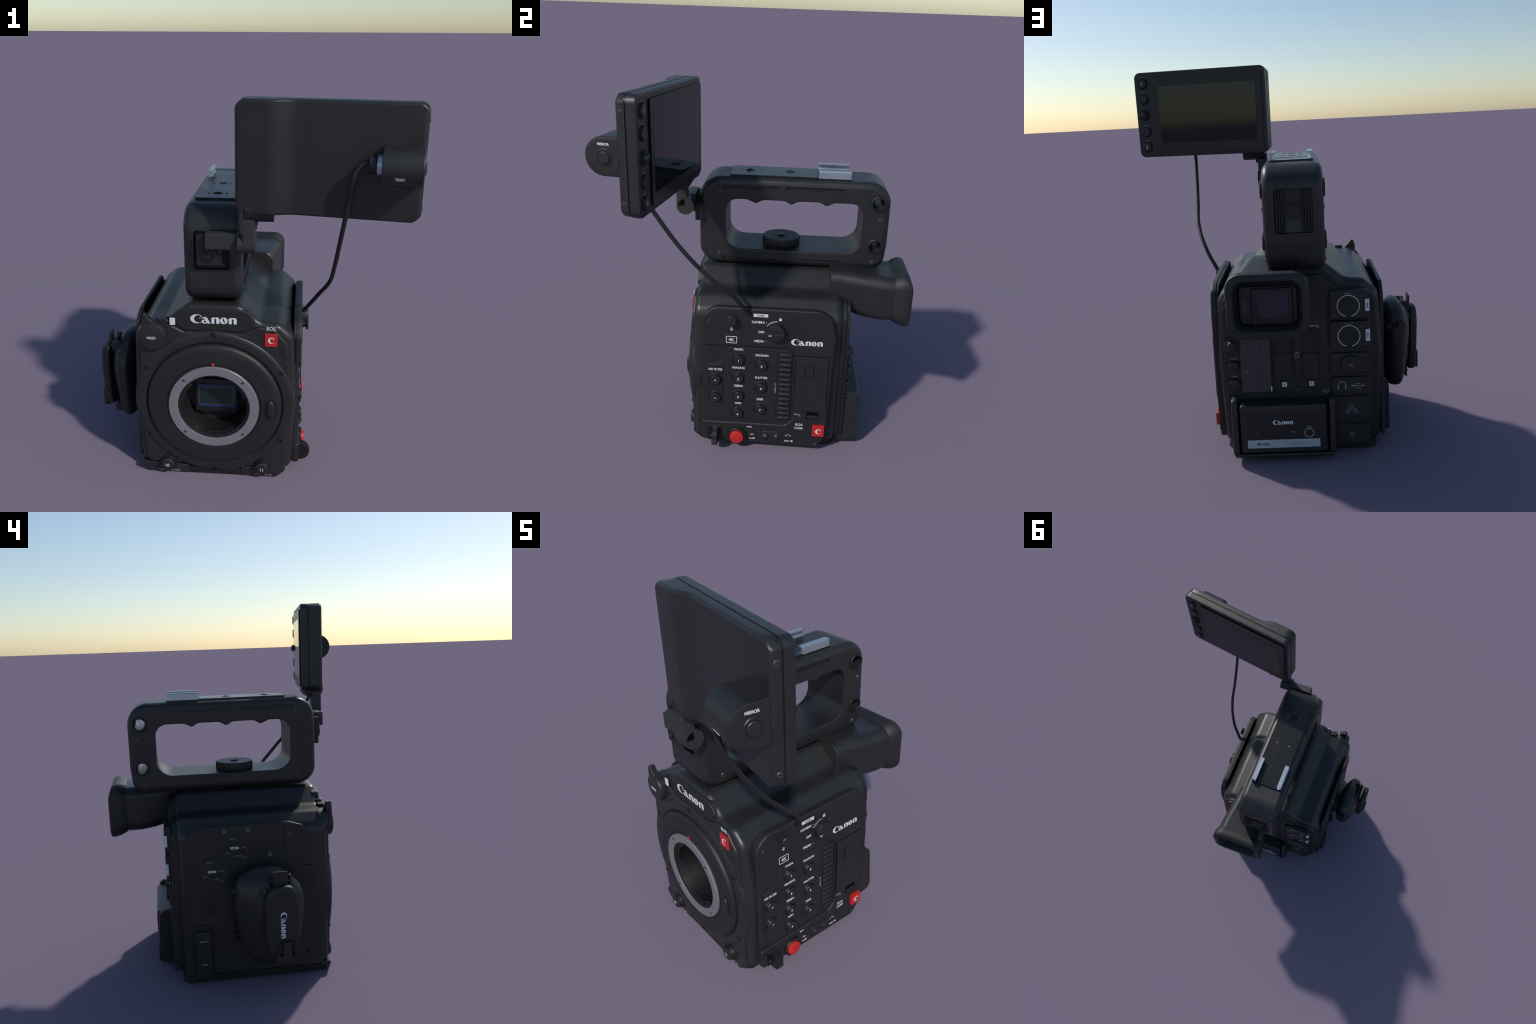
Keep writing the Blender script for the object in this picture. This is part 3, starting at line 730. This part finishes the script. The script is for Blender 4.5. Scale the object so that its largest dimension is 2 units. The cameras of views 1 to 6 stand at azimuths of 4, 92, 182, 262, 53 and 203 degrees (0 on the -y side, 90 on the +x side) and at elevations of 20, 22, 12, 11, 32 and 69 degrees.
# smoked audio cover with two level dials
cov = slab("audio_cover", rrect(-.168, .350, -.018, .628, .006), .42, .4455, .003, REAR, COVER, rp)
for zc in (.588, .460):
    for i in range(11):
        t = math.radians(-40 + 26 * i)
        lathe("dial_tick", [(.0016, .44), (.0016, .4460)], REAR, -.078 + .031 * math.cos(t), zc + .031 * math.sin(t), GREYPRINT, rp, n=8)
    arc_mark("dial_ring", -.078, zc, .037, .0012, 0, 360, .4455, REAR, DARK, rp)
    arc_mark("dial_ring", -.078, zc, .022, .0012, 0, 360, .4455, REAR, DARK, rp)
    outline_frame("switch_ring", -.158, zc - .018, -.128, zc + .025, .0012, .003, .4455, REAR, DARK, rp)
    slab("switch_tick", rrect(-.145, zc + .004, -.133, zc + .007, 0, 1), .44, .4461, .0001, REAR, GREYPRINT, rp)
text("CH2", REAR, -.053, .497, -.035, .505, .442, GREYPRINT, rp)
slab("cover_tag", rrect(-.022, .355, -.016, .380, .001, 2), .44, .4475, .0005, REAR, WHITE, rp)
lathe("joystick", [(.037, .42), (.037, .440), (.033, .444), (.026, .444), (.024, .452), (.020, .459), (.016, .462), (.010, .4615), (.002, .4605)], REAR, -.205, .602, BUTTON, rp)
for z, s in ((.491, "CANCEL"), (.397, "MENU")):
    lathe("button", [(.027, .42), (.027, .446), (.024, .451), (.016, .453), (.002, .4525)], REAR, -.203, z, BUTTON, rp, n=36)
    w = .021 if s == "CANCEL" else .015
    text(s, REAR, -.203 - w, z + .033, -.203 + w, z + .041, .4297, GREYPRINT, rp)

# ---------------------------------------------------------------- battery
guard_pts = lambda a0, a1: None
bat_side = frame((0, 1, 0), (0, 0, 1), (1, 0, 0))
post = rpoly([(.39, .022, .02), (.500, .030, .035), (.525, .060, .03), (.507, .335, .035), (.41, .335, .015), (.39, .30, .01)], 7)
bay = slab("battery_bay", rrect(-.215, .030, .288, .330, .02), .40, .432, .006, REAR, DARK)
for x0, x1 in ((.190, .223), (-.293, -.262)):
    loft("battery_guard", post, [(.010, x0), (.003, x0 + .003), (0, x0 + .010), (0, x1 - .010), (.003, x1 - .003), (.010, x1)], RIGHT, SHELL, bay)
loft("battery_guard", rpoly([(.39, .022, .02), (.500, .022, .03), (.524, .040, .012), (.522, .052, .008), (.39, .050, .01)], 5), [(0, -.285), (0, .212)], RIGHT, SHELL, bay)
battery = loft("battery", rrect(-.181, .056, .250, .312, .014), rnd(.43, .522, .012, 4), REAR, SHELL)
slab("battery_face", rrect(-.150, .086, .214, .264, .003), .515, .5235, .0007, REAR, DARK, battery)
slab("battery_band", rrect(-.1485, .087, .2125, .131, .001, 2), .515, .5245, .0003, REAR, principled("pale_label", (.36, .42, .48), .45)[0], battery)
wordmark(REAR, -.018, .211, .082, .236, .5235, battery, WHITE)
text("BP-A30", REAR, -.100, .102, -.041, .115, .5245, INK, battery)
text("Intelligent Li-ion Battery", REAR, .062, .1065, .130, .1115, .5245, INK, battery, bold=0)
arc_mark("check_mark", .160, .163, .0225, .0022, 0, 360, .5235, REAR, WHITE, battery)
text("CHECK", REAR, .146, .192, .174, .198, .5235, GREYPRINT, battery)
text("5", REAR, -.108, .165, -.101, .173, .5235, GREYPRINT, battery)
text("100%", REAR, .069, .167, .090, .174, .5235, GREYPRINT, battery)
for i in range(5):
    slab("level_mark", rrect(-.068 + .0285 * i, .170, -.061 + .0285 * i, .1725, 0, 1), .515, .5238, .0001, REAR, HOLE, battery)

# ============================================================= LEFT SIDE
lp = slab("side_panel", rpoly([(-.378, .062, .01), (.367, .062, .02), (.325, .56, .05), (.312, .628, .004), (-.20, .628, .004), (-.36, .585, .01)], 5), .535, .5525, .004, LEFT, PANEL)
up = slab("audio_panel", rpoly([(-.358, .574, .004), (-.283, .574, .004), (-.283, .598, .004), (-.128, .598, .004), (-.128, .606, .004), (.308, .632, .004), (.309, .768, .02), (.257, .850, .02), (.183, .873, .02), (-.300, .868, .02), (-.355, .806, .02)], 4), .538, .5555, .003, LEFT, PANEL)
for i, (a0, b0) in enumerate(((-.161, .694), (-.282, .576))):
    slab("input_module", rrect(a0, b0, a0 + .153, b0 + .120, .010), .55, .5595, .003, LEFT, PANEL, up)
    text("INPUT %d" % (i + 1), LEFT, a0 + .038, b0 + .104, a0 + .070, b0 + .112, .5595, GREYPRINT, up)
    for j, dz in enumerate((.080, .036)):
        slab("slide_slot", rrect(a0 + .054, b0 + dz - .010, a0 + .112, b0 + dz + .008, .008), .55, .5600, .0003, LEFT, WINDOW, up)
        slab("slide_switch", rrect(a0 + (.080 if j == 0 else .074), b0 + dz - .009, a0 + (.107 if j == 0 else .094), b0 + dz + .007, .004), .55, .5635, .002, LEFT, BUTTON, up)
    slab("input_tag", rrect(a0 + .040, b0 + .053, a0 + .083, b0 + .065, .001, 2), .55, .5600, .0003, LEFT, WHITE, up)
    text("INT/EXT", LEFT, a0 + .047, b0 + .0565, a0 + .076, b0 + .0615, .5600, INK, up)
    text("ANALOG", LEFT, a0 + .100, b0 + .057, a0 + .124, b0 + .063, .5595, GREYPRINT, up)
    text("REMOTE", LEFT, a0 + .014, b0 + .031, a0 + .036, b0 + .037, .5595, GREYPRINT, up)
    text("LINE MIC", LEFT, a0 + .069, b0 + .013, a0 + .099, b0 + .019, .5595, GREYPRINT, up)
    text("MIC+48V", LEFT, a0 + .101, b0 + .002, a0 + .124, b0 + .008, .5595, GREYPRINT, up)
slab("microphone_door", rrect(.160, .733, .217, .848, .008), .55, .5615, .004, LEFT, PANEL, up)
text("MIC", LEFT, .182, .806, .197, .813, .5615, GREYPRINT, up)
for a, b in ((-.149, .845), (-.026, .845)):
    arc_mark("socket_mark", a, b, .0085, .003, 0, 360, .5555, LEFT, GREYPRINT, up, 24)
arc_mark("focal_plane_mark", .085, .705, .009, .0022, 0, 360, .5555, LEFT, GREYPRINT, up, 24)
slab("focal_plane_mark", rrect(.084, .689, .086, .722, 0, 1), .55, .5559, .0001, LEFT, GREYPRINT, up)
for a, b in ((-.318, .812), (.273, .762)):
    inst(SCREW_ME, "screw", LEFT, a, b, .555, up, .8)
inst(SOCKET_ME, "screw", LEFT, .282, .140, .553, lp)
slab("latch_slot", rrect(-.117, .575, -.055, .598, .003), .55, .5545, .001, LEFT, DARK, lp)
slab("speaker", rrect(-.263, .384, -.194, .456, .006), .545, .5545, .001, LEFT, PANEL, lp)
V, F = [], []
for i in range(6):
    for j in range(6):
        o = len(V)
        V += [LEFT @ Vector((-.2525 + i * .0096 + .0022 * math.cos(t * math.pi / 4), .396 + j * .0096 + .0022 * math.sin(t * math.pi / 4), .5549)) for t in range(8)]
        F.append(tuple(range(o, o + 8)))
mesh_obj("speaker_hole", V, F, HOLE, lp, 0)["kind"] = "stuff"
slab("flap_well", rrect(-.335, .070, -.236, .342, .012), .545, .562, .004, LEFT, DARK, lp)
flap = slab("terminal_flap", rrect(-.324, .062, -.240, .318, .012), .55, .583, .007, LEFT, SHELL)
text("REMOTE", LEFT, -.303, .262, -.263, .271, .583, GREYPRINT, flap)
text("HDMI", LEFT, -.297, .133, -.268, .142, .583, GREYPRINT, flap)

# -------------------------------------------------------------- hand grip
# horizontal slices: (z, y front, y rear, x inner, x outer)
slices = [(.162, -.085, -.045, -.650, -0.688), (.166, -.125, -.010, -.632, -0.698), (.182, -.160, .030, -.612, -0.706), (.212, -.188, .062, -.597, -0.714), (.250, -.205, .083, -.588, -0.720),
          (.310, -.220, .102, -.582, -0.726), (.380, -.230, .113, -.579, -0.733), (.425, -.233, .117, -.578, -0.737), (.440, -.234, .119, -.578, -0.740), (.500, -.234, .122, -.578, -0.745), (.550, -.227, .122, -.578, -0.744),
          (.590, -.206, .117, -.580, -0.736), (.625, -.174, .100, -.586, -0.720), (.650, -.142, .070, -.597, -0.703), (.668, -.116, .030, -.614, -0.686), (.676, -.095, -.015, -.635, -0.668)]
V, F = [], []
k = 56
for z, y0, y1, x0, x1 in slices:
    for i in range(k):
        t = 2 * math.pi * i / k
        e = 2 / 2.35
        c, sn = math.cos(t), math.sin(t)
        u = math.copysign(abs(c) ** e, c); v = math.copysign(abs(sn) ** e, sn)
        x, y = (x0 + x1) / 2 + (x1 - x0) / 2 * v, (y0 + y1) / 2 + (y1 - y0) / 2 * u
        if v < 0: x += v * .03 * max(0, -y - .02) / .2      # inner side falls back towards the front
        V.append((x, y, z))
for j in range(len(slices) - 1):
    F += [(j * k + i, j * k + (i + 1) % k, (j + 1) * k + (i + 1) % k, (j + 1) * k + i) for i in range(k)]
F += [tuple(range(k - 1, -1, -1)), tuple((len(slices) - 1) * k + i for i in range(k))]
F = [f[::-1] for f in F]
grip = mesh_obj("hand_grip", V, F, SHELL, smooth=60, weighted=False)
grip.data.materials.append(GRIPM)
for p in grip.data.polygons:
    if p.center.z < .4255: p.material_index = 1
lathe("grip_rosette", [(.100, .545), (.100, .585), (.095, .62)], LEFT, .04, .42, DARK, grip)
# joystick on the rear of the grip
gj = frame((-.995, -.10, 0), (0, 0, 1), (-.10, .995, 0), (-.668, .098, .565))
lathe("joystick", [(.035, -.03), (.035, .016), (.032, .021), (.024, .021), (.023, .025), (.021, .027), (.018, .027), (.017, .036), (.014, .039), (.002, .039)], gj, 0, 0, DARK, grip, n=32)
lathe("grip_button", [(.014, -.01), (.014, .024), (.012, .027), (.002, .027)], gj, -.055, -.005, DARK, grip, n=24)
# record button with red dot
gr = frame((.0, -1, 0), (.35, 0, .937), (-.937, 0, .35), (-.730, -.020, .575))
lathe("record_button", [(.030, -.02), (.030, .006), (.027, .009), (.020, .009), (.019, .013), (.016, .015), (.002, .015)], gr, 0, 0, DARK, grip, n=32)
lathe("record_dot", [(.0055, .012), (.0055, .0158), (.003, .0164), (.001, .0165)], gr, .002, -.003, RED, grip, n=16)
for s, da in (("START", .010), ("STOP", -.006)):
    text(s, gr @ Matrix.Translation((da, .052, 0)) @ Matrix.Rotation(math.pi / 2, 4, 'Z'), -.012, -.003, .012, .003, .004, GREYPRINT, grip)
for i in range(4):
    slab("vent_step", rrect(-.112 + 0 * i, .335 - .030 * i, -.085, .355 - .030 * i, .003), .55, .575, .003, LEFT, DARK, grip)
# strap pad, webbing and buckles
pad_pts = rpoly([(.040, .235, .05), (.160, .240, .06), (.190, .33, .10), (.188, .52, .08), (.165, .612, .05), (.05, .612, .06), (.015, .53, .08), (.018, .32, .10)], 8)
V = []
strap = loft("hand_strap", pad_pts, [(.014, .746), (.005, .749), (0, .756), (0, .775), (.003, .783), (.010, .789), (.03, .792)], LEFT, RUBBER)
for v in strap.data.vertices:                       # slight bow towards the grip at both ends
    v.co.x -= .022 * (v.co.z - .42)
wordmark(LEFT @ Matrix.Translation((.106, .415, 0)) @ Matrix.Rotation(-math.pi / 2, 4, 'Z'), -.068, -.016, .068, .016, .7928, strap)
slab("webbing", rrect(.062, .59, .137, .678, .003, 2), .748, .756, .002, LEFT, RUBBER, strap)
slab("webbing", rrect(.066, .188, .138, .26, .003, 2), .734, .742, .002, LEFT, RUBBER, strap)
slab("webbing", rrect(.098, .232, .141, .330, .002, 2), .775, .8085, .002, LEFT, RUBBER, strap)
bo = rrect(.068, .243, .166, .319, .010, 4)
outb = outline_frame("buckle", .068, .243, .166, .319, .013, .010, .798, LEFT, DARK, strap)
for v in outb.data.vertices:
    if v.co.x > -.798: v.co.x += .016
slab("buckle_bar", rrect(.075, .278, .160, .285, 0, 1), .775, .796, .001, LEFT, DARK, strap)
for z, x in ((.640, .718), (.622, .732), (.215, .718), (.236, .732)):
    loft("strap_bar", disc(-x, z, .0095, 16), [(.002, .046), (0, .048), (0, .156), (.002, .158)], FRONT, DARK, grip)
for y in (-.05, -.153):
    for z0, z1 in ((.585, .650), (.205, .265)):
        box("strap_lug", -.735, -.68, y - .006, y + .006, z0, z1, .004, DARK, grip)

# =============================================================== MONITOR
mon_out = rpoly([(-.002, 1.497, .036), (.805, 1.497, .036), (.805, 2.0, .036), (-.002, 2.0, .036)], 7)
mon_front = [(-a, b) for a, b in mon_out]
mon = loft("monitor_front_housing", mon_front, [(.003, .0225), (0, .0245), (0, .058), (.003, .064), (.008, .066), (.03, .066)], MON_SCREEN, SHELL)
loft("monitor_seam", mon_front, [(.0045, .010), (.0045, .028)], MON_SCREEN, DARK, mon)
# rear housing: deeper towards the arm, S-shaped step in its back
def back_depth(x):
    t = max(0, min(1, (x - .145) / (.265 - .145)))
    return -.058 + (.058 - .023) * t * t * (3 - 2 * t)
xs = [.0, .0, .004, .010, .020, .036] + [.06 + .0145 * i for i in range(17)] + [.36 + .05 * i for i in range(8)] + [.764, .780, .790, .796, .80]
prof = []
def corner(x):
    """height limits of the housing at x, chamfered corners"""
    d = min(x, .80 - x)
    c = max(0, .030 - d)
    return 1.498 + c, 2.0 - c
V, F = [], []
nb = 8
for x in xs:
    lo, hi = corner(x)
    d = back_depth(x); e = min(x, .80 - x)
    edge = .014 * max(0, 1 - e / .014) ** 2
    y1 = d + edge; r = .012
    sec = [(.0170, lo), (y1 + r, lo), (y1 + r * .4, lo + r * .25), (y1, lo + r), (y1, hi - r), (y1 + r * .4, hi - r * .25), (y1 + r, hi), (.0170, hi)]
    V += [MON_TOP @ Vector((-.002 + x * 1.00875, yy, zz)) for yy, zz in sec]
for j in range(len(xs) - 1):
    for i in range(nb):
        i2 = (i + 1) % nb
        F.append((j * nb + i, (j + 1) * nb + i, (j + 1) * nb + i2, j * nb + i2))
F.append(tuple(range(nb))); F.append(tuple((len(xs) - 1) * nb + i for i in range(nb - 1, -1, -1)))
monb = mesh_obj("monitor_rear_housing", V, F, SHELL, smooth=40)
bz = slab("screen_bezel", rrect(-.683, 1.524, -.021, 1.970, .014), .071, .0750, .001, MON_SCREEN, BEZEL, mon)
slab("bezel_gap", rrect(-.679, 1.528, -.025, 1.966, .012), .06, .0715, .0001, MON_SCREEN, HOLE, mon)
slab("screen", rrect(-.653, 1.579, -.058, 1.914, .003, 2), .073, .0757, .0003, MON_SCREEN, SCREEN, mon)
for z, s, lab in ((1.934, "1", "FUNC"), (1.845, "", "MENU"), (1.747, "j", ""), (1.649, "", "CANCEL"), (1.559, "2", "DISP")):
    inst(BTN_RIM_ME, "button_rim", MON_SCREEN, -.752, z, .066, mon, .93)
    if s == "j":
        lathe("joystick", [(.025, .06), (.025, .075), (.022, .079), (.019, .079), (.0185, .086), (.016, .0895), (.010, .091), (.001, .091)], MON_SCREEN, -.752, z, DARK, mon, n=32)
    else:
        inst(BTN_ME, "button", MON_SCREEN, -.752, z, .066, mon, 1.05)
        if s: text(s, MON_SCREEN, -.7565, z - .008, -.7475, z + .008, .0774, WHITE, mon, bold=.03, keep=True)
    if lab:
        w = .011 if lab != "CANCEL" else .016
        text(lab, MON_SCREEN, -.752 - w, z + .0345, -.752 + w, z + .0405, .066, GREYPRINT, mon)
for z in (1.932, 1.5615):
    inst(SCREW_ME, "screw", MON_END_R, .0, z, .8045, monb, 1.2)
    inst(SCREW_ME, "screw", MON_END_L, .0, z, .0015, monb, 1.1)
# connector housing on the back
PODF = frame(EY, (0, 0, 1), EX, MO)                  # a = y', b = z, c = x'
PY, PR = -.084, .081
pod_pts = [(-.016, 1.676), (-.016, 1.824), (-.022, 1.831)] + ell(PY, 1.750, PR, PR, 92, 268, 30) + [(-.022, 1.669)]
pod = loft("connector_pod", pod_pts, [(.003, .633), (0, .636), (0, .793), (.003, .7975), (.008, .799), (.02, .799)], PODF, SHELL)
text("MIRROR", PODF, PY - .022, 1.795, PY + .028, 1.806, .799, parent=pod, bold=.03)
lathe("mirror_button", [(.037, .79), (.037, .8005), (.034, .803), (.029, .803), (.027, .800), (.026, .800), (.026, .805), (.023, .8075), (.002, .808)], PODF, PY + .004, 1.747, SHELL, pod, n=40)
vt = frame(EX, (0, .0, 1), NEG(EY), MO)
text("VIDEO", frame(EX, (EY[0] * -.45, EY[1] * -.45, .893), (-EY[0] * .893, -EY[1] * .893, -.45), (MO[0] - EY[0] * (-PY + .0815 * .893), MO[1] - EY[1] * (-PY + .0815 * .893), 1.750 - .0815 * .45)), .686, -.007, .726, .007, .0004, WHITE, pod, bold=.03)
lathe("connector_ring", [(.042, .612), (.043, .616), (.043, .637)], PODF, PY + .012, 1.752, SILVER, pod, n=40)
lathe("cable_plug", [(.034, .578), (.039, .581), (.039, .606), (.037, .613)], PODF, PY + .012, 1.752, DARK, pod, n=40)
q = Vector(MO) + Vector(EX) * .585 + Vector(EY) * (PY + .012) + Vector((0, 0, 1.755))
tube("monitor_cable", [tuple(q), (.550, -.622, 1.757), (.513, -.624, 1.722), (.497, -.620, 1.650), (.481, -.592, 1.524), (.468, -.517, 1.385), (.454, -.392, 1.209), (.441, -.286, 1.095), (.392, -.176, .978), (.345, -.128, .895), (.318, -.108, .855), (.303, -.100, .845)], .0105, CABLE)

# ------------------------------------------------------------ monitor arm
arm = box("arm_bracket", -.152, .004, -.478, -.425, 1.311, 1.388, .006, ARM)
HX = frame((0, 1, 0), (0, 0, 1), (1, 0, 0))
lathe("arm_hinge", [(.045, .002), (.046, .005), (.046, .082), (.045, .086), (.003, .086)], HX, -.467, 1.343, ARM, arm, n=48)
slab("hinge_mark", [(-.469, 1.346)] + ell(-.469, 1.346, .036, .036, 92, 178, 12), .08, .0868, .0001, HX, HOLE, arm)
box("arm_post", .026, .083, -.514, -.456, 1.345, 1.492, .006, ARM, arm)
lathe("upper_hinge", [(.054, .038), (.0565, .041), (.0565, .166), (.055, .168), (.003, .168)], HX, -.473, 1.510, DARK, arm, n=48)
lathe("arm_lever", [(.006, 0), (.006, .03), (.008, .035)], frame((1, 0, 0), (0, .5, .866), (0, -.866, .5), (.09, -.47, 1.44)), 0, 0, DARK, arm, n=12)
